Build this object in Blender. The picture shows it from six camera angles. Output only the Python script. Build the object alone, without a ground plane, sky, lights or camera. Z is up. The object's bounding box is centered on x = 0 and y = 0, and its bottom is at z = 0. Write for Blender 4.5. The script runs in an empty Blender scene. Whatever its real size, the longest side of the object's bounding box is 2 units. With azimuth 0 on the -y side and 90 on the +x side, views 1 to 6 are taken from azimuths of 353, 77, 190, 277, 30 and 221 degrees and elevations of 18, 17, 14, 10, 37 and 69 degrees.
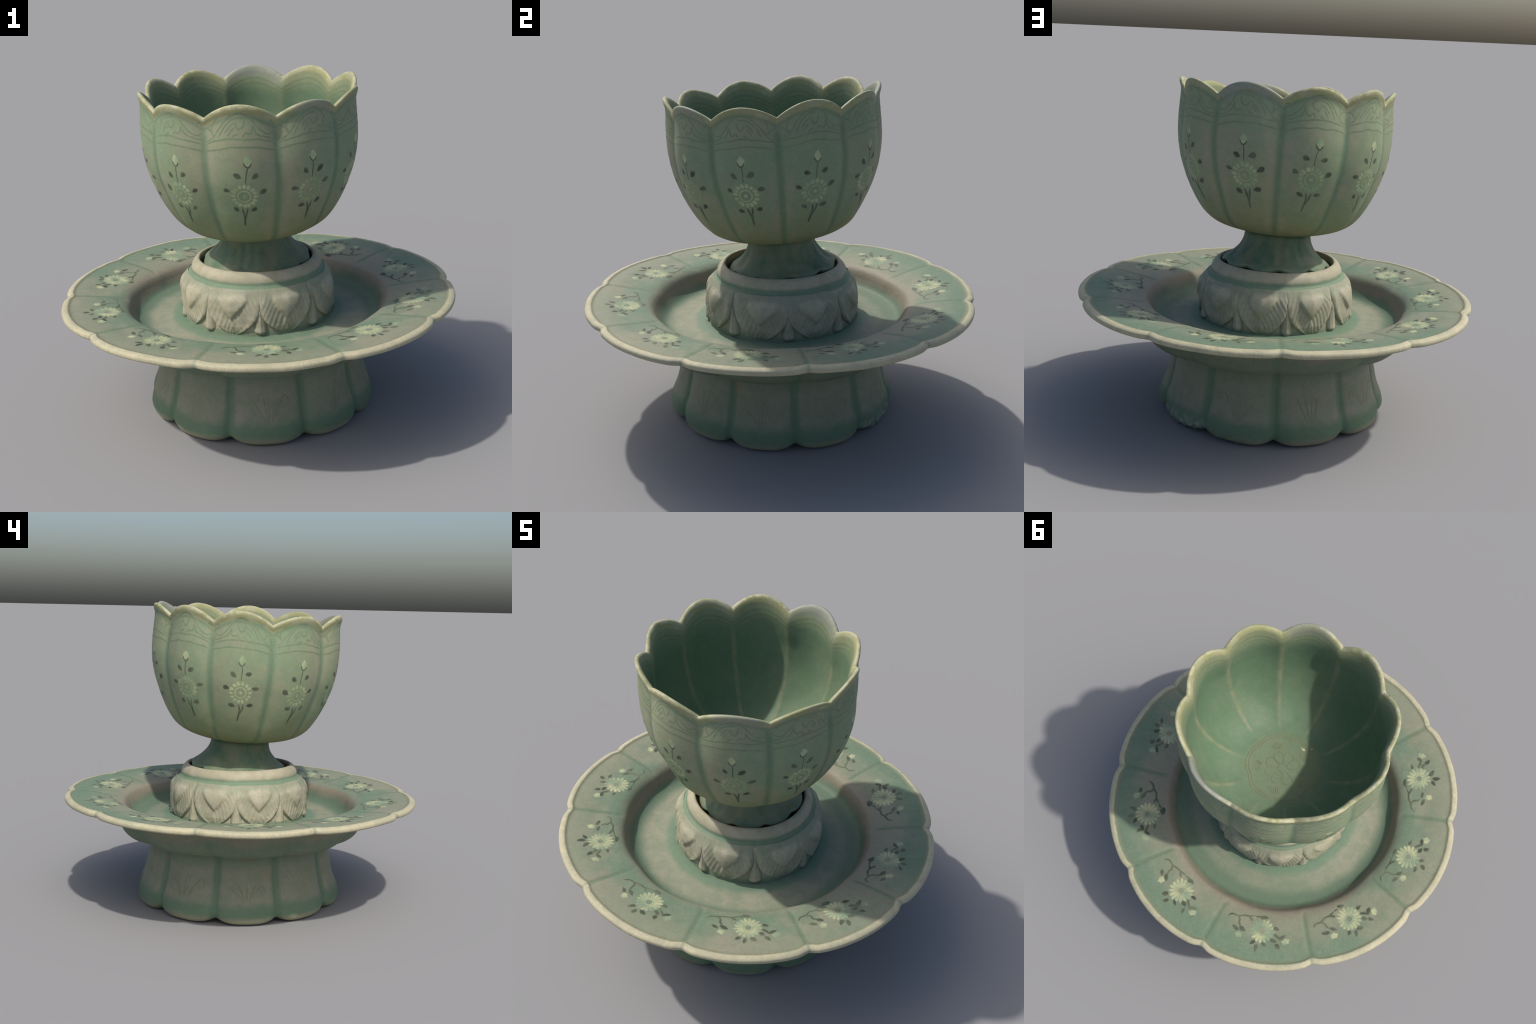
# Celadon flower-shaped stem cup resting on its lobed dish stand with a lotus-petal socket.
import bpy, math, random
import numpy as np
from mathutils import Matrix, Vector

random.seed(7)
RNG = np.random.default_rng(7)
PI = math.pi
LOBES = 10
SEG = 2 * PI / LOBES

# ------------------------------------------------------------------ helpers: curves and lobes
def curve(points, n):
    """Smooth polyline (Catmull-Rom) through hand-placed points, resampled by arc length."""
    p = np.array(points, float)
    p = np.vstack([2 * p[0] - p[1], p, 2 * p[-1] - p[-2]])
    out = []
    for i in range(1, len(p) - 2):
        t = np.linspace(0, 1, 24, endpoint=False)[:, None]
        a, b, c, d = p[i - 1], p[i], p[i + 1], p[i + 2]
        out.append(0.5 * (2 * b + (c - a) * t + (2 * a - 5 * b + 4 * c - d) * t ** 2 + (3 * b - a - 3 * c + d) * t ** 3))
    out.append(p[-2][None])
    q = np.vstack(out)
    s = np.r_[0, np.cumsum(np.linalg.norm(np.diff(q, axis=0), axis=1))]
    u = np.linspace(0, s[-1], n)
    return np.stack([np.interp(u, s, q[:, k]) for k in range(q.shape[1])], 1)

def smooth(a, b, x):
    t = np.clip((np.asarray(x, float) - a) / (b - a), 0, 1)
    return t * t * (3 - 2 * t)

# slightly uneven lobes: angle warp as three harmonics, used by the meshes and by the materials
CUP_PHASE, STAND_PHASE = math.radians(24.54), math.radians(30.66)
def harmonics(dev, phase):
    th = phase + np.arange(LOBES) * SEG
    d = np.radians(dev)
    return [(2 / LOBES * np.sum(d * np.sin(k * th)), 2 / LOBES * np.sum(d * np.cos(k * th))) for k in (1, 2, 3)]
CUP_WARP = harmonics([-.2, 1.2, 3, -.3, .2, -2.4, -.4, .2, -.1, .7], CUP_PHASE)
STAND_WARP = harmonics([-2.1, 0, -.5, .5, .6, -.4, -.2, 1.8, .9, -1.6], STAND_PHASE)

def warp(th, H):
    return sum(a * np.sin(k * th) + b * np.cos(k * th) for k, (a, b) in zip((1, 2, 3), H))

def lobe_phi(th, phase, H):
    """-1 .. 1 across each lobe, +-1 in the grooves."""
    f = (th - warp(th, H) - phase) / SEG
    return 2 * (f - np.floor(f)) - 1

def lobe_angle(k, phi, phase, H):
    """Angle of position phi in lobe k (inverse of lobe_phi)."""
    th0 = phase + (k + 0.5 * (phi + 1)) * SEG
    th = th0
    for _ in range(3):
        th = th0 + warp(th, H)
    return th

def scallop(phi, soft=0.06, power=2.0):
    """0 at the lobe crown, 1 in the groove, with a slightly rounded groove."""
    w = 1 - np.abs(phi)
    w = np.sqrt(w * w + soft * soft) - soft * (1 - w)
    return np.clip(1 - w, 0, 1) ** power

# ------------------------------------------------------------------ helpers: meshes
COLL = bpy.context.scene.collection

def add_object(name, verts, faces, mat, parent, smooth_shade=True):
    me = bpy.data.meshes.new(name)
    me.from_pydata([tuple(map(float, v)) for v in verts], [], faces)
    me.update()
    if smooth_shade:
        me.polygons.foreach_set("use_smooth", [True] * len(me.polygons))
    me.materials.append(mat)
    ob = bpy.data.objects.new(name, me)
    COLL.objects.link(ob)
    ob.parent = parent
    return ob

def grid_faces(rows, cols, wrap_cols=True, wrap_rows=False, off=0):
    f = []
    for i in range(rows if wrap_rows else rows - 1):
        i2 = (i + 1) % rows
        for j in range(cols if wrap_cols else cols - 1):
            j2 = (j + 1) % cols
            f.append((off + i * cols + j, off + i * cols + j2, off + i2 * cols + j2, off + i2 * cols + j))
    return f

def lattice_noise(p, freq, seed):
    """Smooth value noise on 3-D points (own code, seeded)."""
    r = np.random.default_rng(seed)
    tab = r.random(4096) * 2 - 1
    q = np.asarray(p) * freq
    i = np.floor(q).astype(int)
    f = q - i
    f = f * f * (3 - 2 * f)
    def h(dx, dy, dz):
        return tab[((i[..., 0] + dx) * 73856093 ^ (i[..., 1] + dy) * 19349663 ^ (i[..., 2] + dz) * 83492791) % 4096]
    out = 0
    for dx in (0, 1):
        for dy in (0, 1):
            for dz in (0, 1):
                w = (f[..., 0] if dx else 1 - f[..., 0]) * (f[..., 1] if dy else 1 - f[..., 1]) * (f[..., 2] if dz else 1 - f[..., 2])
                out = out + w * h(dx, dy, dz)
    return out

# ------------------------------------------------------------------ helpers: procedural materials
class Sock:
    """A node socket with arithmetic, so masks read like formulas."""
    def __init__(s, g, sock): s.g, s.s = g, sock
    def __add__(s, o): return s.g.m('ADD', s, o)
    __radd__ = __add__
    def __sub__(s, o): return s.g.m('SUBTRACT', s, o)
    def __rsub__(s, o): return s.g.m('SUBTRACT', o, s)
    def __mul__(s, o): return s.g.m('MULTIPLY', s, o)
    __rmul__ = __mul__
    def __truediv__(s, o): return s.g.m('DIVIDE', s, o)
    def __pow__(s, o): return s.g.m('POWER', s, o)

class Glaze:
    def __init__(self, name, roughness=0.58):
        self.mat = bpy.data.materials.new(name)
        self.mat.use_nodes = True
        self.t = self.mat.node_tree
        self.bsdf = self.t.nodes['Principled BSDF']
        self.bsdf.inputs['Roughness'].default_value = roughness
        self.bsdf.inputs['Specular IOR Level'].default_value = 0.22
        self.co = self.t.nodes.new('ShaderNodeTexCoord').outputs['Object']
        sep = self.t.nodes.new('ShaderNodeSeparateXYZ')
        self.t.links.new(self.co, sep.inputs[0])
        self.x, self.y, self.z = (Sock(self, sep.outputs[i]) for i in range(3))
    def put(self, inp, v):
        if isinstance(v, Sock): self.t.links.new(v.s, inp)
        elif isinstance(v, tuple): inp.default_value = (*v, 1.0)
        else: inp.default_value = v
    def m(self, op, a, b=0.0):
        n = self.t.nodes.new('ShaderNodeMath'); n.operation = op
        self.put(n.inputs[0], a); self.put(n.inputs[1], b)
        return Sock(self, n.outputs[0])
    def radius(self): return self.m('SQRT', self.x * self.x + self.y * self.y)
    def angle(self): return self.m('ARCTAN2', self.y, self.x)
    def step(self, a, b, v):
        n = self.t.nodes.new('ShaderNodeMapRange'); n.interpolation_type = 'SMOOTHSTEP'
        self.put(n.inputs['Value'], v)
        n.inputs['From Min'].default_value, n.inputs['From Max'].default_value = a, b
        return Sock(self, n.outputs[0])
    def band(self, a, b, c, d, v): return self.step(a, b, v) * (1.0 - self.step(c, d, v))
    def noise(self, scale, detail=3.0, rough=0.55, distort=0.0, stretch=None):
        n = self.t.nodes.new('ShaderNodeTexNoise')
        n.inputs['Scale'].default_value = scale; n.inputs['Detail'].default_value = detail
        n.inputs['Roughness'].default_value = rough; n.inputs['Distortion'].default_value = distort
        src = self.co
        if stretch:
            mp = self.t.nodes.new('ShaderNodeMapping'); mp.inputs['Scale'].default_value = stretch
            self.t.links.new(src, mp.inputs[0]); src = mp.outputs[0]
        self.t.links.new(src, n.inputs['Vector'])
        return Sock(self, n.outputs['Fac'])
    def cracks(self, scale, width):
        n = self.t.nodes.new('ShaderNodeTexVoronoi'); n.feature = 'DISTANCE_TO_EDGE'
        n.inputs['Scale'].default_value = scale
        self.t.links.new(self.co, n.inputs['Vector'])
        return 1.0 - self.step(0.0, width, Sock(self, n.outputs['Distance']))
    def mix(self, fac, a, b):
        n = self.t.nodes.new('ShaderNodeMix'); n.data_type = 'RGBA'
        n.clamp_factor = True
        self.put(n.inputs['Factor'], fac); self.put(n.inputs[6], a); self.put(n.inputs[7], b)
        return Sock(self, n.outputs[2])
    def phi(self, phase, H):
        th = self.angle()
        w = 0.0
        for k, (a, b) in zip((1, 2, 3), H):
            w = self.m('SINE', th * float(k)) * float(a) + self.m('COSINE', th * float(k)) * float(b) + w
        f = self.m('FRACT', (th - w - phase) / SEG + 10.0)
        return f * 2.0 - 1.0
    def from_groove(self, phase, H):
        return 1.0 - self.m('ABSOLUTE', self.phi(phase, H))
    def near_angle(self, deg, half):
        """1 near a heading (degrees), 0 beyond half degrees from it."""
        c = self.m('COSINE', self.angle() - math.radians(deg))
        return self.step(math.cos(math.radians(half)), math.cos(math.radians(half * 0.4)), c)
    def finish(self, colour, bump=None, strength=0.25, distance=0.004, mottle=0.36):
        tone = 1.0 + (self.noise(24, 5, .72, .6) - .5) * mottle + (self.noise(85, 3, .7) - .5) * (mottle * .7)
        vm = self.t.nodes.new('ShaderNodeVectorMath'); vm.operation = 'SCALE'
        self.put(vm.inputs[0], colour); self.put(vm.inputs['Scale'], tone)
        colour = Sock(self, vm.outputs[0])
        self.put(self.bsdf.inputs['Base Color'], colour)
        if bump is not None:
            n = self.t.nodes.new('ShaderNodeBump')
            n.inputs['Strength'].default_value = strength; n.inputs['Distance'].default_value = distance
            self.put(n.inputs['Height'], bump)
            self.t.links.new(n.outputs[0], self.bsdf.inputs['Normal'])
        return self.mat

CELADON = (0.200, 0.232, 0.152)
GREY = (0.235, 0.232, 0.175)
GREEN = (0.112, 0.182, 0.114)
CREAM = (0.430, 0.395, 0.270)
MAUVE = (0.225, 0.190, 0.145)

# ------------------------------------------------------------------ top-level things
TILT = (0.0300, 0.0635)                      # slope of the cup's rim plane along x and y
CUP_ORIGIN = Vector((0.015, 0.024, 0.735))   # foot of the cup, inside the socket
RIM = 0.865                                  # height of the rim notches above the cup's origin

cup = bpy.data.objects.new("stem_cup", None)
COLL.objects.link(cup)
normal = Vector((-TILT[0], -TILT[1], 1)).normalized()
cup.matrix_world = Matrix.Translation(CUP_ORIGIN) @ Vector((0, 0, 1)).rotation_difference(normal).to_matrix().to_4x4()
cup["label"] = "pale green celadon stem cup with ten scalloped lobes"
cup["category"] = "cup"

stand = bpy.data.objects.new("cup_stand", None)
COLL.objects.link(stand)
stand["label"] = "celadon cup stand, lobed dish with lotus petal socket"
stand["category"] = "cup stand"

# ================================================================== CUP
# profile of the lobe crowns: (radius, height relative to the rim notches)
BOWL_OUT = curve([(.538, 0.0), (.535, -.014), (.527, -.030), (.525, -.050), (.529, -.10), (.532, -.15), (.531, -.21), (.523, -.27), (.511, -.324),
                  (.495, -.374), (.471, -.437), (.444, -.494), (.412, -.548), (.378, -.590), (.341, -.618),
                  (.297, -.639), (.235, -.657), (.17, -.670)], 400)
BOWL_IN = curve([(.512, 0.0), (.504, -.022), (.495, -.06), (.493, -.13), (.491, -.20), (.481, -.27), (.468, -.324),
                 (.450, -.374), (.423, -.425), (.387, -.472), (.342, -.512), (.290, -.540), (.245, -.554), (.20, -.560),
                 (.13, -.562), (.06, -.562), (.004, -.562)], 400)
SKEW = (0.016, 0.012)                        # the stem leans a little less than the rim plane

def bowl_point(profile, th, s):
    """s in 0..1 along the profile, from the rim downwards."""
    th = np.asarray(th, float); s = np.asarray(s, float)
    idx = s * (len(profile) - 1)
    r = np.interp(idx, np.arange(len(profile)), profile[:, 0])
    t = np.interp(idx, np.arange(len(profile)), profile[:, 1])
    phi = lobe_phi(th, CUP_PHASE, CUP_WARP)
    depth = 0.026 * (1 - 0.35 * smooth(-.05, -.3, t)) * smooth(-.665, -.50, t) * smooth(.19, .30, r)
    r = r - depth * scallop(phi, 0.10, 1.9)
    lobe_no = np.floor((th - warp(th, CUP_WARP) - CUP_PHASE) / SEG + 1e-9) % LOBES
    crown = (0.060 + .004 * np.sin(2.3 * lobe_no)) * (1 - np.abs(phi) ** 1.9)
    if profile is BOWL_IN:
        r = r - .008 * smooth(-.03, -.10, t) * smooth(-.50, -.38, t) * (1 - scallop(phi, 0.10, 1.9))
    t = t + crown * np.clip(1 + t / .30, 0, 1) ** 1.6
    t = t + (-0.0075 * np.cos(th - .15) + .003 * np.sin(3 * th + .5)) * smooth(-.3, 0, t)
    x = r * np.cos(th) - SKEW[0] * (t + .2) * -1
    y = r * np.sin(th) - SKEW[1] * (t + .2) * -1
    p = np.stack([x, y, t + RIM], -1)
    return p + 0.0022 * lattice_noise(p, 6.5, 3)[..., None] * np.array([1, 1, .3])

def build_bowl(mat, inner):
    cols = LOBES * 56
    th = (np.arange(cols) + 0.0) / cols * 2 * PI + CUP_PHASE
    rows = []
    for s in np.linspace(1, 0.028, 120):
        rows.append(bowl_point(BOWL_OUT, th, np.full(cols, s)))
    a = bowl_point(BOWL_OUT, th, np.full(cols, 0.028)); b = bowl_point(BOWL_IN, th, np.full(cols, 0.026))
    top = bowl_point(BOWL_OUT, th, np.zeros(cols)); top_in = bowl_point(BOWL_IN, th, np.zeros(cols))
    peak = 0.5 * (top + top_in)
    for u in np.linspace(0, 1, 9)[1:-1]:      # rounded lip
        ang = PI * u
        c = 0.5 * (a + b)
        half = 0.5 * (a - b)
        up = peak - c
        k = 0.80
        rows.append(c + half * (np.sign(math.cos(ang)) * abs(math.cos(ang)) ** k) + up * (math.sin(ang) ** k))
    for s in np.linspace(0.026, 1, 110):
        rows.append(bowl_point(BOWL_IN, th, np.full(cols, s)))
    v = np.concatenate(rows)
    n = len(rows)
    f = grid_faces(n, cols)
    f.append(tuple(range(cols))[::-1])
    f.append(tuple((n - 1) * cols + j for j in range(cols)))
    ob = add_object("bowl", v, f, mat, cup)
    ob.data.materials.append(inner)
    idx = np.zeros(len(f), int)
    idx[(120 + 4) * cols:] = 1
    idx[-2] = 0
    ob.data.polygons.foreach_set("material_index", idx.tolist())
    return ob

def bowl_material(inside):
    g = Glaze("celadon_bowl_interior" if inside else "celadon_bowl_glaze")
    r, z = g.radius(), g.z - RIM
    w = g.from_groove(CUP_PHASE, CUP_WARP)
    phi = 1.0 - w
    crown = (1.0 - phi ** 1.9) * 0.061
    fall = g.m('MAXIMUM', 1.0 + z / .36, 0.0)
    below = crown * g.m('MINIMUM', fall, 1.0) - z            # distance below the wavy rim
    big, mid, fine = g.noise(2.6, 3, .6, .4), g.noise(11, 4, .6), g.noise(70, 3, .6)
    if inside:
        col = g.mix(g.step(.38, .62, big), (0.118, 0.190, 0.114), (0.152, 0.212, 0.132))
        col = g.mix(g.step(.42, .70, mid) * .5, col, (0.120, 0.190, 0.118))
        vein = (1.0 - g.step(.0, .16, w + (mid - .5) * .06)) * g.step(.20, .30, r) * g.step(.05, .11, below)
        col = g.mix(vein * (g.step(.30, .65, g.noise(16, 3)) * .45 + .15), col, (0.300, 0.285, 0.180))
        floor = 1.0 - g.step(.165, .235, r + (mid - .5) * .05)
        col = g.mix(floor * .60, col, (0.180, 0.222, 0.136))
        col = g.mix((1.0 - g.step(.04, .15, below)) * .75, col, (0.235, 0.245, 0.140))
        rings = g.band(.060, .066, .070, .076, below) + g.band(.082, .088, .090, .096, below)
        col = g.mix(rings * .45, col, (0.110, 0.160, 0.095))
    else:
        col = g.mix(g.step(.38, .64, big), (0.205, 0.272, 0.165), (0.262, 0.275, 0.178))
        col = g.mix(g.step(.45, .75, mid) * .45, col, (0.190, 0.262, 0.165))
        lower = g.step(-.38, -.66, z)
        col = g.mix(lower * (g.step(.3, .7, mid) * .5 + .35), col, (0.232, 0.232, 0.112))
        pool = (1.0 - g.step(.02, .17, w + (mid - .5) * .08)) * g.step(.03, .10, below)
        col = g.mix(pool * .66, col, (0.108, 0.180, 0.112))
        ridge = g.band(.13, .25, .28, .50, w) * g.step(.10, .25, below)
        col = g.mix(ridge * g.step(.35, .7, big) * .35, col, (0.325, 0.300, 0.210))
        under = g.band(.038, .044, .048, .062, below)
        col = g.mix(under * .50, col, (0.130, 0.190, 0.115))
    lip = 1.0 - g.step(.026, .042, below + (mid - .5) * .02)
    lipcol = g.mix(g.step(.42, .62, g.noise(14, 4, .6)), (0.290, 0.290, 0.140), (0.335, 0.330, 0.205))
    col = g.mix(lip * .85, col, lipcol)
    worn = (1.0 - g.step(.005, .015, below)) * g.step(.40, .60, g.noise(22, 4, .65))
    col = g.mix(worn * .8, col, (0.45, 0.43, 0.29))
    mended = (g.near_angle(79, 22) + g.near_angle(-62, 15) * .7) * (1.0 - g.step(.02, .085, below + (mid - .5) * .12))
    col = g.mix(mended * .7, col, (0.225, 0.245, 0.225))
    specks = g.step(.74, .80, g.noise(48, 2, .5))
    col = g.mix(specks * .3, col, (0.10, 0.11, 0.06))
    return g.finish(col, fine * .5 + g.noise(160, 2) * .4, .12, .002)

FOOT = curve([(.13, .215), (.160, .190), (.167, .176), (.170, .158), (.178, .136), (.194, .110), (.216, .086), (.240, .065), (.260, .051), (.274, .038),
              (.277, .027), (.270, .013), (.250, .006), (.236, .004), (.229, -.010), (.218, -.016), (.207, -.008), (.198, .030), (.165, .075), (.120, .095), (.06, .10)], 96)

def build_foot(mat):
    cols = LOBES * 32
    th = np.arange(cols) / cols * 2 * PI
    phi = lobe_phi(th, CUP_PHASE + .1, CUP_WARP)
    sc = scallop(phi, .12, 1.6)
    rows = []
    for i, (r, z) in enumerate(FOOT):
        low = smooth(.15, .0, z) if i < 60 else smooth(.1, .0, z)
        rr = r + .0016 * np.sin(20 * th + 2 * np.sin(3 * th)) * smooth(.18, .13, z) * smooth(.03, .07, z) - (.004 + .011 * low) * sc * (1 if r > .15 else 0)
        zz = z + .020 * sc * smooth(.07, .02, z) * smooth(.225, .25, r)
        x = rr * np.cos(th); y = rr * np.sin(th)
        t = zz - RIM
        rows.append(np.stack([x + SKEW[0] * (t + .2), y + SKEW[1] * (t + .2), zz], -1))
    v = np.concatenate(rows)
    v = v + .0022 * lattice_noise(v, 16, 5)[:, None] * np.array([1, 1, .4])
    n = len(rows)
    f = grid_faces(n, cols)
    f = [q[::-1] for q in f]
    f.append(tuple(range(cols)))
    f.append(tuple((n - 1) * cols + j for j in range(cols))[::-1])
    return add_object("foot", v, f, mat, cup)

def foot_material():
    g = Glaze("celadon_foot_glaze")
    mid = g.noise(9, 4, .6, .3, (1.6, 1.6, .5))
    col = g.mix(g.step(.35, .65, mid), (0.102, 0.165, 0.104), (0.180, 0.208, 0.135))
    col = g.mix(g.step(.58, .70, g.noise(13, 3, .6, 0, (1, 1, .6))) * .3, col, (0.215, 0.190, 0.075))
    edge = (1.0 - g.step(.004, .032, g.z + (mid - .5) * .02))
    col = g.mix(edge * .8, col, (0.32, 0.315, 0.19))
    col = g.mix((1.0 - g.step(-.006, .006, g.z)) * g.step(.4, .6, g.noise(25, 3)), col, (0.42, 0.27, 0.16))
    return g.finish(col, g.noise(60, 3), .12, .003)

# ================================================================== STAND
BASE = curve([(.508, .385), (.514, .345), (.521, .300), (.529, .255), (.537, .215), (.547, .172), (.558, .138), (.573, .104), (.583, .074), (.588, .048),
              (.584, .026), (.572, .010), (.553, .002), (.530, .006), (.517, .030), (.500, .080), (.482, .14), (.468, .22), (.46, .30), (.455, .37)], 130)

def base_point(th, r, z):
    phi = lobe_phi(th, STAND_PHASE, STAND_WARP)
    sc = scallop(phi, .10, 3.4)
    groove = np.exp(-((1 - np.abs(phi)) / .10) ** 2)
    outer = smooth(.50, .515, r)
    rr = r - outer * (.012 * sc + .006 * groove) - .014 * sc * smooth(.12, .02, z)
    zz = z + .021 * sc * smooth(.06, .0, z)
    # old break along the bottom edge on one side
    ang = (th - math.radians(50) + PI) % (2 * PI) - PI
    chip = np.exp(-(ang / math.radians(17)) ** 4) * smooth(.125, .04, z) * outer
    ang2 = (th - math.radians(80) + PI) % (2 * PI) - PI
    chip = np.maximum(chip, .55 * np.exp(-(ang2 / math.radians(11)) ** 4) * smooth(.055, .01, z) * outer)
    p = np.stack([rr * np.cos(th), rr * np.sin(th), zz], -1)
    rough = lattice_noise(p, 17, 11) * .5 + lattice_noise(p, 60, 12) * .5
    rr = rr - chip * (.012 + .012 * rough)
    rr = rr + outer * .004 * np.cos(th - 1.2)
    zz = zz + chip * .012 * (rough + .6) * smooth(.05, 0, z)
    return np.stack([rr * np.cos(th), rr * np.sin(th), zz], -1)

def build_base(mat):
    cols = LOBES * 56
    th = np.arange(cols) / cols * 2 * PI
    rows = [base_point(th, np.full(cols, r), np.full(cols, z)) for r, z in BASE]
    v = np.concatenate(rows)
    f = [q[::-1] for q in grid_faces(len(rows), cols, wrap_rows=True)]
    v[:, 2] -= v[:, 2].min()
    return add_object("base", v, f, mat, stand)

def base_material():
    g = Glaze("celadon_base_glaze")
    w = g.from_groove(STAND_PHASE, STAND_WARP)
    big, mid = g.noise(3.2, 3, .6), g.noise(13, 4, .6)
    col = g.mix(g.step(.38, .64, mid), (0.205, 0.228, 0.156), (0.246, 0.244, 0.180))
    col = g.mix(g.step(.45, .7, big) * .5, col, CELADON)
    pool = 1.0 - g.step(.05, .22, w + (mid - .5) * .08)
    col = g.mix(pool * .80, col, GREEN)
    zz = g.z + (mid - .5) * .035
    col = g.mix(g.band(.030, .058, .085, .140, zz) * .85, col, (0.100, 0.172, 0.106))
    col = g.mix((1.0 - g.step(.012, .040, zz)) * g.step(.10, .35, w) * .8, col, (0.335, 0.318, 0.200))
    col = g.mix(g.step(.27, .34, zz) * .55, col, (0.125, 0.180, 0.115))
    rust = g.step(.60, .72, g.noise(9, 4, .65)) * g.step(.12, .25, g.z)
    col = g.mix(rust * .45, col, (0.26, 0.185, 0.09))
    chip = g.m('MAXIMUM', g.near_angle(50, 24) * (1.0 - g.step(.05, .11, zz)), g.near_angle(80, 16) * (1.0 - g.step(.015, .045, zz)))
    chipcol = g.mix(g.step(.4, .62, g.noise(30, 4, .7)), (0.14, 0.19, 0.14), (0.25, 0.28, 0.22))
    col = g.mix(chip * .9, col, chipcol)
    return g.finish(col, g.noise(55, 3) + g.noise(16, 2), .15, .003)

# dish: upper surface from the middle outwards, lip, then the underside inwards
DISH_TOP = curve([(.330, .496), (.395, .494), (.430, .489), (.480, .484), (.540, .482), (.580, .485), (.604, .492), (.623, .508), (.638, .530),
                  (.651, .554), (.663, .570), (.677, .5805), (.697, .588), (.728, .594), (.780, .601), (.860, .608), (.920, .6105), (.953, .6105)], 180)
DISH_LIP = curve([(.953, .6105), (.960, .6115), (.967, .6145), (.976, .6155), (.988, .613), (.9965, .608), (.9995, .602), (1.0, .596), (.998, .589), (.991, .584), (.978, .580), (.962, .577)], 44)
DISH_LOW = curve([(.962, .577), (.900, .560), (.820, .541), (.757, .519), (.718, .489), (.696, .453), (.675, .417), (.643, .391), (.600, .376),
                  (.560, .368), (.537, .366), (.520, .368), (.50, .370), (.33, .373)], 120)

def dish_point(th, r, z, low):
    phi = lobe_phi(th, STAND_PHASE, STAND_WARP)
    sc = scallop(phi, .06, 2.2)
    fine = np.exp(-((1 - np.abs(phi)) / .05) ** 2)
    notch = np.exp(-((1 - np.abs(phi)) / .11) ** 2)
    if low:
        d = .016 * smooth(.80, .98, r) + .022 * smooth(.80, .66, r) * smooth(.50, .56, r)
        zz = z + .014 * sc * smooth(.66, .56, r) * smooth(.46, .52, r)
        rr = r - d * sc - .012 * notch * smooth(.93, .98, r) - .006 * fine * smooth(.72, .62, r) * smooth(.5, .54, r)
    else:
        d = .016 * smooth(.80, .97, r) + .007 * np.exp(-((r - .655) / .03) ** 2)
        rr = r - d * sc - .012 * notch * smooth(.93, .98, r)
        zz = z - .0028 * fine * smooth(.66, .69, r) * smooth(.97, .93, r)
    zz = zz + (.0065 * np.sin(th) - .003 * np.cos(th) + .003 * np.sin(3 * th + 2.0)) * smooth(.60, .9, r) + .006 * np.cos(th - .6) * smooth(.70, .95, r)
    # warp of the fired brim (shared by both faces), then of the well
    turn = (th - math.radians(132) + PI) % (2 * PI) - PI
    quarter = (th - .75 + PI) % (2 * PI) - PI
    zz = zz + (.003 + .004 * np.cos(th - 3.5)) * smooth(.78, .92, r) - .005 * np.cos(turn) * smooth(.80, .95, r)
    if not low:
        zz = zz + .006 * np.sin(th) * smooth(.63, .58, r)
        zz = zz - .007 * np.exp(-(turn / .75) ** 2) * smooth(.62, .66, r) * smooth(.98, .85, r)
        zz = zz + .004 * np.exp(-quarter ** 2 / .5) * smooth(.68, .80, r) * smooth(.98, .88, r)
    p = np.stack([rr * np.cos(th), rr * np.sin(th), zz], -1)
    if not low:
        p = p + np.stack([-.008 * smooth(.40, .60, r) * smooth(.72, .67, r) + 0 * th, 0 * th, 0 * th], -1)
    return p + .0022 * lattice_noise(p, 7, 21)[..., None] * np.array([.4, .4, 1])

def build_dish(mat, under):
    cols = LOBES * 56
    th = np.arange(cols) / cols * 2 * PI
    rows = [dish_point(th, np.full(cols, r), np.full(cols, z), False) for r, z in DISH_TOP]
    rows += [dish_point(th, np.full(cols, r), np.full(cols, z), False) for r, z in DISH_LIP[1:]]
    rows += [dish_point(th, np.full(cols, r), np.full(cols, z), True) for r, z in DISH_LOW[1:]]
    v = np.concatenate(rows)
    f = grid_faces(len(rows), cols, wrap_rows=True)
    ob = add_object("dish", v, [q[::-1] for q in f], mat, stand)
    ob.data.materials.append(under)
    idx = np.zeros(len(f), int)
    idx[(len(DISH_TOP) + len(DISH_LIP) - 4) * cols:] = 1
    ob.data.polygons.foreach_set("material_index", idx.tolist())
    return ob

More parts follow.
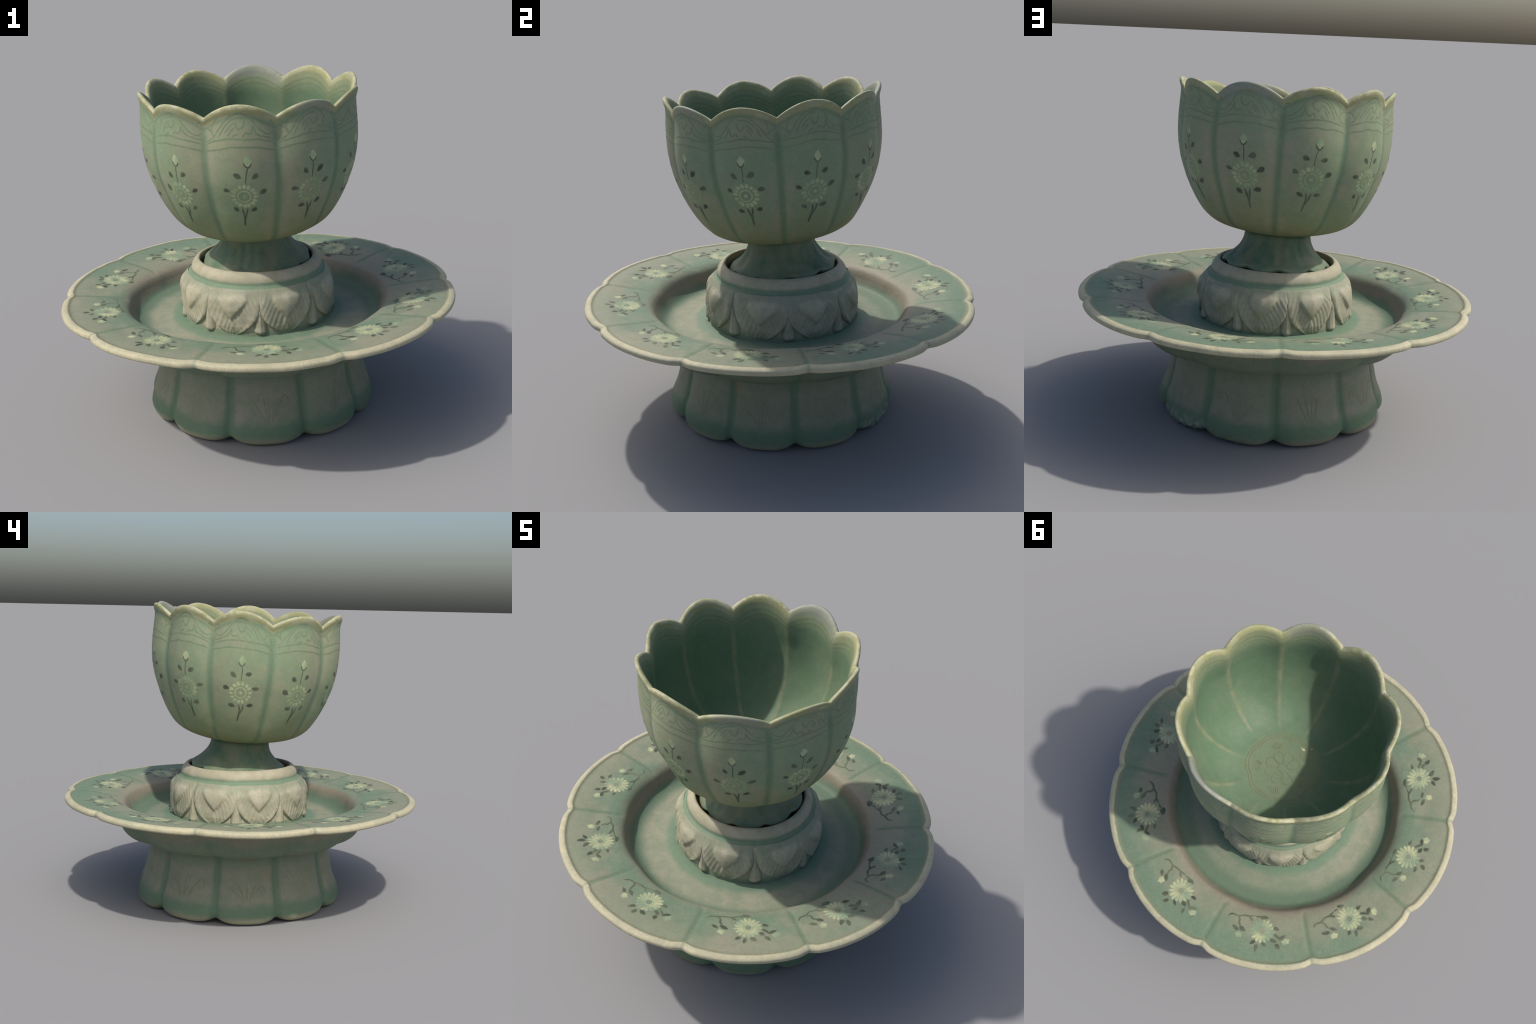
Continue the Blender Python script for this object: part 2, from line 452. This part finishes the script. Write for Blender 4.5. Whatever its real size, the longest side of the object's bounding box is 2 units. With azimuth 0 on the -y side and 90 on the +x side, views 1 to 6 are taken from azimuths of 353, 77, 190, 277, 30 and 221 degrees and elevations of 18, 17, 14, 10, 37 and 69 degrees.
def dish_material(underside):
    g = Glaze("celadon_dish_underside" if underside else "celadon_dish_glaze")
    r = g.radius()
    w = g.from_groove(STAND_PHASE, STAND_WARP)
    big, mid, fine = g.noise(2.2, 3, .6, .5), g.noise(8, 4, .62), g.noise(60, 3, .6)
    rr = r + (mid - .5) * .03
    if underside:
        col = g.mix(g.step(.40, .65, mid), (0.175, 0.200, 0.138), (0.215, 0.208, 0.152))
        col = g.mix(g.step(.70, .76, rr) * .8, col, (0.240, 0.218, 0.160))
        col = g.mix(g.band(.62, .66, .69, .715, rr) * .6, col, (0.120, 0.180, 0.118))
        col = g.mix(g.band(.545, .555, .575, .60, rr) * .5, col, (0.245, 0.225, 0.165))
        col = g.mix((1.0 - g.step(.02, .12, w)) * (1.0 - g.step(.68, .74, r)) * .6, col, GREEN)
    else:
        grain = g.noise(34, 4, .65, 1.5)
        col = g.mix(g.step(.36, .64, big + (fine - .5) * .2), (0.245, 0.242, 0.172), (0.208, 0.228, 0.158))
        # celadon pools: on the inner half of the brim on one side, on the outer half opposite
        across = g.m('MINIMUM', g.m('MAXIMUM', (r - .69) / .26, 0.0), 1.0)
        side = g.near_angle(75, 120)
        lean = across * side + (1.0 - across) * (1.0 - side) * .82
        pool = g.step(.18, .70, lean * .85 + (mid - .5) * .9 + (big - .5) * .7)
        col = g.mix(pool * (g.step(.3, .6, grain) * .30 + .58), col, (0.122, 0.194, 0.128))
        line = (1.0 - g.step(.012, .075, w + (fine - .5) * .05)) * g.band(.67, .70, .93, .955, r)
        col = g.mix(line * .6, col, (0.105, 0.160, 0.100))
        # warm grey shoulder, mauve brown well wall, green pool at its foot, pale floor
        col = g.mix(g.band(.648, .662, .674, .72, rr) * (.35 + side * .4), col, (0.262, 0.232, 0.178))
        wall = g.band(.470, .510, .560, .585, g.z + (mid - .5) * .02) * g.band(.605, .62, .67, .675, r)
        inner = 1.0 - g.step(.655, .668, r)
        col = g.mix(inner, col, (0.222, 0.200, 0.150))
        col = g.mix(inner * (1.0 - g.step(.618, .646, rr)) * .9, col, (0.108, 0.168, 0.112))
        floor = (1.0 - g.step(.535, .60, rr + side * .03 + (big - .5) * .06))
        pale = g.mix(g.step(.36, .64, g.noise(10, 4, .65, .8)), (0.228, 0.248, 0.174), (0.288, 0.282, 0.204))
        col = g.mix(floor * (.88 - side * .40), col, pale)
        col = g.mix((1.0 - g.step(.415, .460, rr)) * .85, col, (0.118, 0.190, 0.125))
    f = r + (1.0 - w) ** 2.2 * .016 + (1.0 - g.step(.0, .20, w)) * .012 + (fine - .5) * .005
    lip = g.step(.963, .974, f + (mid - .5) * .012) * (g.step(.30, .55, g.noise(9, 4, .65)) * .3 + .7)
    lipcol = g.mix(g.step(.4, .65, g.noise(18, 4, .6)), (0.47, 0.43, 0.290), (0.395, 0.370, 0.255))
    col = g.mix(lip * .95, col, lipcol)
    if not underside:
        col = g.mix(g.band(.946, .956, .959, .968, f) * .45, col, (0.20, 0.185, 0.105))
    col = g.mix((1.0 - g.step(.0, .05, w)) * g.step(.95, .97, f) * .6, col, (0.21, 0.25, 0.17))
    craze = g.cracks(7.5, .012) * g.step(.50, .62, g.noise(3.5, 2)) * g.band(.66, .70, .93, .95, r)
    col = g.mix(craze * .35, col, (0.30, 0.31, 0.21))
    net = g.cracks(34, .05) * g.step(.42, .62, g.noise(5, 3, .6)) * g.step(.66, .70, r)
    col = g.mix(net * .22, col, (0.120, 0.165, 0.110))
    return g.finish(col, g.noise(38, 4, .6, 1.2) + craze * .3 - net * .25, .32, .004)

# socket: rises from the dish and takes the foot of the cup
SOCKET_BODY = curve([(.392, .440), (.384, .480), (.378, .53), (.378, .58), (.377, .63), (.372, .665), (.362, .695), (.351, .714), (.3395, .7215), (.3340, .729),
                     (.3325, .740), (.327, .757), (.317, .772), (.305, .7825), (.295, .7855), (.289, .783), (.286, .772), (.287, .740), (.288, .722), (.280, .716), (.2, .715), (.1, .715), (.004, .715)], 150)

def body_radius(z):
    o = SOCKET_BODY[:78]
    k = np.argsort(o[:, 1])
    return np.interp(z, o[k, 1], o[k, 0])

def build_socket(mat):
    cols = 360
    th = np.arange(cols) / cols * 2 * PI
    rows = [np.stack([r * np.cos(th) + .000, r * np.sin(th) + .009, np.full(cols, z) + .002 * np.sin(2 * th)], -1) for r, z in SOCKET_BODY]
    v = np.concatenate(rows)
    v = v + .0016 * lattice_noise(v, 14, 31)[:, None] * np.array([1, 1, .4])
    f = [q[::-1] for q in grid_faces(len(rows), cols)]
    f.append(tuple(range(cols)))
    f.append(tuple((len(rows) - 1) * cols + j for j in range(cols))[::-1])
    return add_object("socket", v, f, mat, stand)

def socket_material():
    g = Glaze("celadon_socket_glaze")
    mid = g.noise(12, 4, .6)
    zz = g.z + (mid - .5) * .012
    col = g.mix(g.step(.38, .64, mid), (0.345, 0.318, 0.222), (0.375, 0.350, 0.255))
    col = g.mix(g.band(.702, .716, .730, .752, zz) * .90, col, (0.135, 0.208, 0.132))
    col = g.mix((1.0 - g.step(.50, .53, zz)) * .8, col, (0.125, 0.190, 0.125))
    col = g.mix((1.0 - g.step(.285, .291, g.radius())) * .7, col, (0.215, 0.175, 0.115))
    return g.finish(col, g.noise(50, 3), .15, .003)

PETAL_ANGLES = [-155, -115.3, -75.5, -29.5, 11, 54, 91.5, 127.5, 168]
Z_TOP, Z_TIP = .716, .494

def petal_mesh(heading, half_width, seed):
    """Moulded lotus petal: ribbed margin round a smooth raised pointed core."""
    r = np.random.default_rng(seed)
    na, nv = 45, 56
    a = np.linspace(-1, 1, na)[None, :]
    v = np.linspace(0, 1, nv)[:, None]
    width = np.where(v < .34, 1.0, np.clip(1 - ((np.clip(v, .34, 1) - .34) / .66) ** 1.9, 0, 1) ** .70)
    ang = half_width * width * a
    z = Z_TOP - (Z_TOP - Z_TIP) * v + 0 * a
    edge = np.clip((1 - np.abs(a)) / .14, 0, 1)
    end = np.clip((1 - v) / .20, 0, 1)
    body = np.sqrt(edge * end)
    top = .30 + .70 * smooth(0, .22, v)
    lean = a + .05 * np.sin(v * 4 + r.random() * 6)
    core_w = np.where(v < .20, .54 - .04 * (1 - v / .20) ** 2, .54 * np.clip(1 - np.clip((v - .20) / .46, 0, 1) ** 1.35, 0, 1)) / np.maximum(width, .15)
    core = np.clip((core_w - np.abs(lean)) / .17 + .15, 0, 1) * (v < .68)
    core = core * core * (3 - 2 * core)
    ribs = np.sin(v * 24 - np.abs(a) * width * 40 + r.random() * 3 + 1.5 * np.sin(v * 7 + a * 3 + r.random() * 6)) * (1 - core) * smooth(.0, .2, v)
    keel = np.exp(-(lean / .10) ** 2) * smooth(.55, .75, v)
    rim = np.exp(-((np.abs(a) - .80) / .16) ** 2) * (1 - core)
    boss = core * (1.08 - .55 * np.abs(lean) / .54) * (.6 + .4 * np.sin(np.clip(v / .62, 0, 1) * PI))
    h = body * top * (.0030 + .0045 * np.sin(v * PI) + .0145 * boss + .0042 * rim * smooth(.05, .3, v) + .0014 * ribs + .0022 * keel + .0085 * v)
    h = h - .006 * (1 - body)
    rr = body_radius(z) + h
    th = heading + ang
    p = np.stack([rr * np.cos(th) + .000, rr * np.sin(th) + .009, z + 0 * a], -1).reshape(-1, 3)
    p = p + .0008 * lattice_noise(p, 40, seed)[:, None]
    return p, grid_faces(nv, na, wrap_cols=False)

def tongue_mesh(heading, half_width, seed):
    """Slim tip of a rear petal showing between two front petals."""
    na, nv = 21, 40
    a = np.linspace(-1, 1, na)[None, :]
    v = np.linspace(0, 1, nv)[:, None]
    z = .650 - (.650 - .492) * v + 0 * a
    width = .25 + .75 * np.sin(np.clip(v, 0, 1) ** 1.4 * PI * .62)
    width = width * np.sqrt(np.clip(1 - np.clip((v - .8) / .2, 0, 1) ** 2, 0, 1)) + .02
    edge = np.sqrt(np.clip((1 - np.abs(a)) / .5, 0, 1))
    end = np.sqrt(np.clip((1 - v) / .12, 0, 1) * np.clip(v / .2, 0, 1))
    h = edge * end * (.004 + .007 * v + .008 * (1 - np.abs(a)) ** 1.3) - .004 * (1 - edge * end)
    rr = body_radius(z) + h
    th = heading + half_width * width * a
    p = np.stack([rr * np.cos(th) + .000, rr * np.sin(th) + .009, z + 0 * a], -1).reshape(-1, 3)
    p = p + .0008 * lattice_noise(p, 35, seed)[:, None]
    return p, grid_faces(nv, na, wrap_cols=False)

def petal_material():
    g = Glaze("celadon_petal_glaze")
    mid = g.noise(16, 4, .6)
    col = g.mix(g.step(.38, .64, mid), (0.318, 0.305, 0.215), (0.385, 0.360, 0.262))
    dx, dy = g.x - .000, g.y - .009
    up = g.m('MAXIMUM', g.z - .62, 0.0)
    relief = g.m('SQRT', dx * dx + dy * dy) - (.378 - up * up * 2.8)
    col = g.mix((1.0 - g.step(.004, .0145, relief + (mid - .5) * .006)) * .55, col, (0.190, 0.222, 0.150))
    col = g.mix(g.step(.50, .68, g.noise(24, 3, .6)) * .35, col, (0.235, 0.265, 0.190))
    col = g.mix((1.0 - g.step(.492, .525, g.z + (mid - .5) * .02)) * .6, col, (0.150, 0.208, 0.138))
    col = g.mix(g.step(.70, .78, g.noise(18, 3, .5)) * .5, col, (0.40, 0.25, 0.12))
    return g.finish(col, g.noise(70, 3), .12, .003)

# ================================================================== INLAY AND INCISED LINES
class Surface:
    """Drawing plane laid on a surface of one lobe: place(a, b) -> point, a and b in metres."""
    def __init__(self, fn): self.fn = fn
    def lift(self, pts, h):
        pts = np.asarray(pts, float); h = np.broadcast_to(np.asarray(h, float), pts.shape[:-1])
        e = 1e-3
        p = self.fn(pts[..., 0], pts[..., 1])
        da = self.fn(pts[..., 0] + e, pts[..., 1]) - self.fn(pts[..., 0] - e, pts[..., 1])
        db = self.fn(pts[..., 0], pts[..., 1] + e) - self.fn(pts[..., 0], pts[..., 1] - e)
        n = np.cross(da, db); n /= np.linalg.norm(n, axis=-1, keepdims=True) + 1e-12
        return p + n * h[..., None]

class Ink:
    def __init__(self): self.v, self.f, self.n, self.soft = [], [], 0, []
    def add(self, v, f, soft):
        self.v.append(v.reshape(-1, 3)); self.f += [tuple(i + self.n for i in q) for q in f]; self.n += v.reshape(-1, 3).shape[0]
        self.soft += soft
    def blob(self, surf, c, rx, ry, rot=0.0, pointed=0.0, lobes=0, n=22, h=.0006, e=.0002):
        t = np.arange(n) / n * 2 * PI
        x, y = np.cos(t), np.sin(t)
        y = y * (1 - pointed * np.clip(x, 0, 1) ** 1.2)
        if lobes:
            k = 1 + .14 * np.cos(lobes * t); x, y = x * k, y * k
        j = .07 * np.sin(t * 2 + c[0] * 900) + .05 * np.sin(3 * t + c[1] * 700)
        x, y = x * (1 + j), y * (1 + j)
        ca, sa = math.cos(rot), math.sin(rot)
        rings = []
        for add, k, hh in ((.0018, 1, e), (-.0016, 1, .65 * h), (0, .45, h)):
            X, Y = x * max(rx * k + add, .001), y * max(ry * k + add, .001)
            rings.append(surf.lift(np.stack([c[0] + X * ca - Y * sa, c[1] + X * sa + Y * ca], -1), hh))
        mid = surf.lift(np.array([[c[0], c[1]]]), h)
        v = np.concatenate(rings + [mid])
        f = grid_faces(3, n)
        f += [(2 * n + i, 2 * n + (i + 1) % n, 3 * n) for i in range(n)]
        self.add(v, f, [1] * n + [0] * (2 * n))
    def stroke(self, surf, pts, w, h=.0005, e=.0002, taper=True, n=None):
        p = curve(pts, n or max(8, len(pts) * 7))
        d = np.gradient(p, axis=0); d /= np.linalg.norm(d, axis=1, keepdims=True) + 1e-12
        nn = np.stack([-d[:, 1], d[:, 0]], 1)
        u = np.linspace(0, 1, len(p))
        ww = w * (np.clip(np.minimum(u, 1 - u) / .15, .15, 1) ** .6 if taper else 1 + 0 * u)
        cols = [surf.lift(p + nn * ww[:, None] * q, hh) for q, hh in ((.72, e), (.27, h), (-.27, h), (-.72, e))]
        rows = np.stack(cols, 1)
        m = len(p)
        self.add(rows, [(i * 4 + j, i * 4 + j + 1, i * 4 + j + 5, i * 4 + j + 4) for i in range(m - 1) for j in range(3)], [1, 0, 1] * (m - 1))
    def ring(self, surf, c, rad, w, n=30, h=.0006):
        t = np.linspace(0, 2 * PI, n + 1)
        self.stroke(surf, np.stack([c[0] + rad * np.cos(t), c[1] + rad * np.sin(t)], 1), w, h, taper=False, n=60)
    def make(self, name, mat, parent, stuff=False):
        mat, halo = mat
        ob = add_object(name, np.concatenate(self.v), self.f, mat, parent)
        ob.data.materials.append(halo)
        ob.data.polygons.foreach_set("material_index", self.soft)
        if stuff: ob["kind"] = "stuff"
        return ob

def inlay_material(name, a, b, scale, ground=None):
    def one(n, a, b):
        g = Glaze(n)
        return g.finish(g.mix(g.step(.35, .65, g.noise(scale, 3, .6)), a, b))
    if ground is None:
        return one(name, a, b)
    half = lambda c: tuple(.5 * (p + q) for p, q in zip(c, ground))
    return one(name, a, b), one(name + "_halo", half(a), half(b))

def cup_surface(k, inside=False):
    prof = BOWL_IN if inside else BOWL_OUT
    length = np.sum(np.linalg.norm(np.diff(prof, axis=0), axis=1))
    th0 = lobe_angle(k, 0.0, CUP_PHASE, CUP_WARP)
    def fn(a, b):                     # b: metres up from the flower's centre
        s = S_FLOWER - b / length
        return bowl_point(prof, th0 + a / .50, s)
    return Surface(fn)

S_FLOWER = 0.0
for i, (r_, t_) in enumerate(BOWL_OUT):
    if t_ < -.352:
        S_FLOWER = i / (len(BOWL_OUT) - 1); break

def cup_band_surface(k):
    """phi across the lobe, level 0 (upper incised line) .. 1 (under the lip)."""
    def fn(a, b):
        th = lobe_angle(k, np.clip(a, -.999, .999), CUP_PHASE, CUP_WARP)
        t0 = -.112 + b * .098
        s = np.interp(-t0, -BOWL_OUT[:, 1], np.arange(len(BOWL_OUT))) / (len(BOWL_OUT) - 1)
        return bowl_point(BOWL_OUT, th, s)
    return Surface(fn)

def cup_decoration(k, white, black, incised):
    r = random.Random(100 + k)
    S = cup_surface(k)
    jx, jy, rot = r.uniform(-.008, .012), r.uniform(-.006, .006), r.uniform(-.05, .10)
    def P(x, y):
        return (jx + x * math.cos(rot) - y * math.sin(rot), jy + x * math.sin(rot) + y * math.cos(rot))
    w, b = Ink(), Ink()
    n = r.choice([14, 15, 16])
    w.ring(S, P(0, 0), .029, .0060)
    w.blob(S, P(0, 0), .0080, .0080)
    for i in range(n):
        t = i / n * 2 * PI + r.uniform(-.05, .05)
        c = P(.0505 * math.cos(t), .0505 * math.sin(t))
        w.blob(S, c, .0118 + r.uniform(-.0015, .001), .0086 + r.uniform(-.001, .0008), t + rot, .0)
    # bud
    bud = P(.012 + r.uniform(-.006, .006), .158)
    w.blob(S, bud, .0205, .0165, PI / 2 + r.uniform(-.2, .2), .45)
    w.blob(S, (bud[0] + .002, bud[1] - .004), .0125, .0165, PI / 2, .2)
    b.stroke(S, [(bud[0] - .017, bud[1] - .002), (bud[0] - .010, bud[1] - .016), (bud[0], bud[1] - .023), (bud[0] + .010, bud[1] - .016), (bud[0] + .016, bud[1] - .004)], .0060)
    # stems
    b.stroke(S, [(bud[0], bud[1] - .022), P(.010, .115), P(.006, .085), P(.005, .064)], .0040)
    sway = r.uniform(-.025, .02)
    b.stroke(S, [P(-.012, -.066), P(-.006, -.095), P(sway * .5, -.125), P(sway, -.172)], .0085)
    b.stroke(S, [P(.014, -.066), P(.008, -.095), P(sway * .5 + .002, -.125), P(sway, -.160)], .0075)
    # leaves
    for x, y, a in ((-.030, .096, 2.6), (.044, .096, .5), (-.074, .030, 2.7), (.080, .024, .35), (-.044, -.074, 2.75), (.047, -.074, .35)):
        s = r.uniform(.85, 1.15)
        b.blob(S, P(x + r.uniform(-.005, .005), y + r.uniform(-.005, .005)), .0175 * s, .0112 * s, a + r.uniform(-.3, .3) + PI, .55)
    w.make("inlaid_flower", white, cup)
    b.make("inlaid_leaves", black, cup)
    # incised band
    B = cup_band_surface(k)
    c = Ink()
    m = -1 if r.random() < .5 else 1
    F = Surface(lambda a, b: B.fn(m * np.asarray(a) / .145, np.asarray(b) / .098))
    def L(pts, w=.0050):
        q = [(x * .145 + r.uniform(-.003, .003), y * .098 + r.uniform(-.002, .002)) for x, y in pts]
        c.stroke(F, q, w, h=.0004 * m, e=.00015 * m)
    L([(-.97, .50), (-.82, .30), (-.68, .26), (-.5, .42), (-.28, .72), (-.05, .86), (.2, .80), (.45, .58), (.62, .30), (.78, .05)])
    L([(-.14, .64), (-.12, .44), (-.02, .32), (.07, .42), (.09, .58)])
    L([(-.10, .68), (.10, .70), (.30, .58), (.46, .34), (.55, .10)])
    L([(.12, .55), (.25, .42), (.35, .25)]); L([(.16, .36), (.24, .24), (.30, .12)])
    L([(-.62, .12), (-.44, .22), (-.36, .46), (-.33, .24), (-.24, .16), (-.16, .22), (-.06, .03)])
    L([(.04, .16), (.14, .10), (.20, .03)])
    L([(.58, .84), (.72, .66), (.76, .44)]); L([(.70, .22), (.80, .46), (.94, .62)]); L([(.74, .14), (.86, .08), (.95, .04)])
    L([(-.97, .72), (-.88, .82), (-.80, .72), (-.86, .60)]); L([(-.9, .14), (-.74, .10), (-.60, .16)])
    F2 = Surface(lambda a, b: B.fn(np.asarray(a) / .145, np.asarray(b) / .098))
    for lev in (0.0, -.29):
        c.stroke(F2, [(x * .145, (lev + .03 * r.uniform(-1, 1) - .03 * abs(x)) * .098) for x in np.linspace(-.97, .97, 9)], .0052, h=.0004, e=.00015, taper=False, n=40)
    ob = c.make("incised_scroll", incised, cup, True)

def dish_surface(k):
    th0 = lobe_angle(k, 0.0, STAND_PHASE, STAND_WARP)
    def fn(a, b):                     # a along the rim, b outwards from the flower's centre
        r = .788 + np.asarray(b)
        z = np.interp(r, DISH_TOP[:, 0], DISH_TOP[:, 1])
        th = th0 + np.asarray(a) / r
        out = dish_point(th, r, z, False)
        return out
    return Surface(fn)

def dish_decoration(k, white, black):
    r = random.Random(300 + k)
    base = dish_surface(k)
    jx, jy, rot = r.uniform(-.012, .012), r.uniform(-.010, .010), r.uniform(-.12, .12)
    # flipped first axis keeps the lifted side up
    S = Surface(lambda a, b: base.fn(np.asarray(b), np.asarray(a)))
    def P(a, b):
        a, b = jx + a * math.cos(rot) - b * math.sin(rot), jy + a * math.sin(rot) + b * math.cos(rot)
        return (b, a)
    w, d = Ink(), Ink()
    n = r.choice([15, 16, 17])
    w.ring(S, P(0, 0), .019, .0050)
    for i in range(n):
        t = i / n * 2 * PI
        w.blob(S, P(.045 * math.cos(t), .045 * math.sin(t)), .0225, .0080 + r.uniform(-.0008, .001), PI / 2 - (t + rot), -.25)
    def bud(a, b):
        c = P(a, b)
        w.blob(S, c, .0190, .0165, r.uniform(0, 6), 0, 5)
    def leaf(a, b, ang, s=1.0):
        s *= r.uniform(.85, 1.15)
        d.blob(S, P(a + r.uniform(-.006, .006), b + r.uniform(-.006, .006)), .0190 * s, .0112 * s, PI / 2 - (math.radians(ang) + rot + r.uniform(-.3, .3)), .5)
    def stem(pts, wd=.0085):
        d.stroke(S, [P(a + r.uniform(-.003, .003), b + r.uniform(-.003, .003)) for a, b in pts], wd)
    bud(-.122, .046)
    leaf(-.152, .018, 200); leaf(-.108, .010, 30)
    stem([(-.200, -.028), (-.176, -.050), (-.145, -.052), (-.112, -.066), (-.085, -.066), (-.045, -.078)])
    stem([(-.145, -.052), (-.130, -.036), (-.133, -.018), (-.122, .000)], .0100)
    stem([(-.085, -.068), (-.070, -.056), (-.058, -.048)], .012)
    leaf(-.005, -.080, 10, 1.15)
    stem([(-.045, -.075), (-.02, -.080)])
    leaf(-.044, .073, 150); leaf(-.014, .094, 110); leaf(.024, .073, 40)
    leaf(.072, .044, 30); leaf(.092, .074, 60); leaf(.120, .026, 330)
    stem([(.066, .008), (.088, .024), (.108, .042)], .0115)
    bud(.137, .050)
    leaf(.080, -.022, 10, .9)
    w.make("inlaid_blossom", white, stand)
    d.make("inlaid_spray", black, stand)

def base_reeds(k, mat):
    r = random.Random(500 + k)
    th0 = lobe_angle(k, 0.0, STAND_PHASE, STAND_WARP)
    out = BASE[:70]
    def fn(a, b):
        z = np.asarray(b)
        rad = np.interp(-z, -out[:, 1], out[:, 0])
        return base_point(th0 + np.asarray(a) / .535, rad, z)
    S = Surface(fn)
    c = Ink()
    foot = r.uniform(-.02, .02)
    for i in range(r.choice([4, 5, 5])):
        x = (i - 2) * .036 + r.uniform(-.012, .012)
        h = r.uniform(.20, .265)
        pts = [(foot + x * .15, .105), (foot + x * .45, .155), (foot + x * .9, h - .02), (foot + x * 1.15, h)]
        if r.random() < .55:
            s = 1 if x > 0 else -1
            pts += [(foot + x * 1.15 + s * .014, h - .006), (foot + x * 1.2 + s * .022, h - .040)]
        c.stroke(S, pts, r.uniform(.004, .0075), h=.0004, e=.00015)
    c.make("incised_reeds", mat, stand, True)

def medallion(mat):
    """Incised flower inside a scalloped double line on the bowl's floor."""
    def fn(a, b):
        a, b = np.asarray(a), np.asarray(b)
        rad = np.sqrt(a * a + b * b)
        t = np.interp(-rad, -BOWL_IN[:, 0], BOWL_IN[:, 1])
        p = np.stack([a + SKEW[0] * (t + .2), b + SKEW[1] * (t + .2), t + RIM], -1)
        return p + 0.0022 * lattice_noise(p, 6.5, 3)[..., None] * np.array([1, 1, .3])
    S = Surface(fn)
    c = Ink()
    for rad, amp in ((.196, .016), (.181, .015)):
        t = np.linspace(0, 2 * PI, 121)
        q = rad - amp * (1 - np.abs(np.sin(t * 3 + .4))) ** 2
        c.stroke(S, np.stack([q * np.cos(t), q * np.sin(t)], 1), .0062, h=.0020, e=.0014, taper=False, n=240)
    rr = random.Random(9)
    for i in range(8):
        t = i / 8 * 2 * PI + .2
        def Q(u, v): return (u * math.cos(t) - v * math.sin(t), u * math.sin(t) + v * math.cos(t))
        c.stroke(S, [Q(.028, -.010), Q(.060, -.026), Q(.088, -.020), Q(.096, 0), Q(.088, .020), Q(.060, .026), Q(.028, .010)], .0045, h=.0020, e=.0014)
    c.ring(S, (0, 0), .024, .0045, h=.0020)
    for j in range(5):
        t0 = j / 5 * 2 * PI + .6
        for i in range(6):
            t = t0 + (i - 2.5) * .085
            l = .165 - .012 * abs(i - 2.5)
            c.stroke(S, [(.115 * math.cos(t0 + (t - t0) * .6), .115 * math.sin(t0 + (t - t0) * .6)), (.14 * math.cos(t), .14 * math.sin(t)), (l * math.cos(t + .03), l * math.sin(t + .03))], .0042, h=.0020, e=.0014)
    c.make("incised_medallion", mat, cup, True)

def glaze_chip(c, size, mat, surf_parent, seed):
    import bmesh
    me = bpy.data.meshes.new("glaze_chip")
    bm = bmesh.new()
    bmesh.ops.create_icosphere(bm, subdivisions=2, radius=1)
    r = np.random.default_rng(seed)
    for v in bm.verts:
        k = 1 + .25 * (r.random() - .5)
        v.co = Vector((c[0] + v.co.x * size[0] * k, c[1] + v.co.y * size[1] * k, c[2] + v.co.z * size[2] * k))
    bm.to_mesh(me); bm.free()
    me.polygons.foreach_set("use_smooth", [True] * len(me.polygons))
    me.materials.append(mat)
    ob = bpy.data.objects.new("glaze_chip", me)
    COLL.objects.link(ob); ob.parent = surf_parent

# ================================================================== BUILD
build_bowl(bowl_material(False), bowl_material(True))
build_foot(foot_material())
build_base(base_material())
build_dish(dish_material(False), dish_material(True))
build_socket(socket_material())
pm = petal_material()
for i, a in enumerate(PETAL_ANGLES):
    nxt = PETAL_ANGLES[(i + 1) % 9] + (360 if i == 8 else 0)
    prv = PETAL_ANGLES[i - 1] - (360 if i == 0 else 0)
    half = .5 * min(nxt - a, a - prv) * 1.14
    v, f = petal_mesh(math.radians(a), math.radians(half), 40 + i)
    add_object("lotus_petal", v, f, pm, stand)
    v, f = tongue_mesh(math.radians(.5 * (a + nxt)), math.radians(.5 * (nxt - a) * .27), 60 + i)
    add_object("petal_tip", v, f, pm, stand)

cup_white = inlay_material("pale_slip_inlay", (0.250, 0.330, 0.185), (0.395, 0.440, 0.260), 8, (0.225, 0.270, 0.170))
black = inlay_material("dark_slip_inlay", (0.058, 0.070, 0.046), (0.120, 0.135, 0.090), 12, (0.205, 0.235, 0.155))
dish_white = inlay_material("cream_slip_inlay", (0.205, 0.275, 0.180), (0.430, 0.435, 0.255), 9, (0.195, 0.220, 0.152))
incised = inlay_material("incised_glaze_line", (0.150, 0.200, 0.118), (0.185, 0.230, 0.140), 14, (0.225, 0.270, 0.170))
reed = inlay_material("incised_reed_line", (0.170, 0.180, 0.115), (0.215, 0.216, 0.150), 8, (0.236, 0.235, 0.168))
for k in range(LOBES):
    cup_decoration(k, cup_white, black, incised)
    dish_decoration(k, dish_white, black)
    base_reeds(k, reed)
medallion(inlay_material("incised_floor_line", (0.150, 0.182, 0.102), (0.182, 0.208, 0.125), 12, (0.185, 0.215, 0.133)))
chip = inlay_material("bare_clay_chip", (0.46, 0.40, 0.22), (0.50, 0.46, 0.30), 60)
glaze_chip((.335, .108, .362), (.010, .009, .008), chip, cup, 1)
glaze_chip((-.016, -.158, RIM - .561), (.014, .008, .004), chip, cup, 2)
glaze_chip((-.052, -.188, RIM - .559), (.007, .006, .004), chip, cup, 3)
bpy.context.view_layer.update()
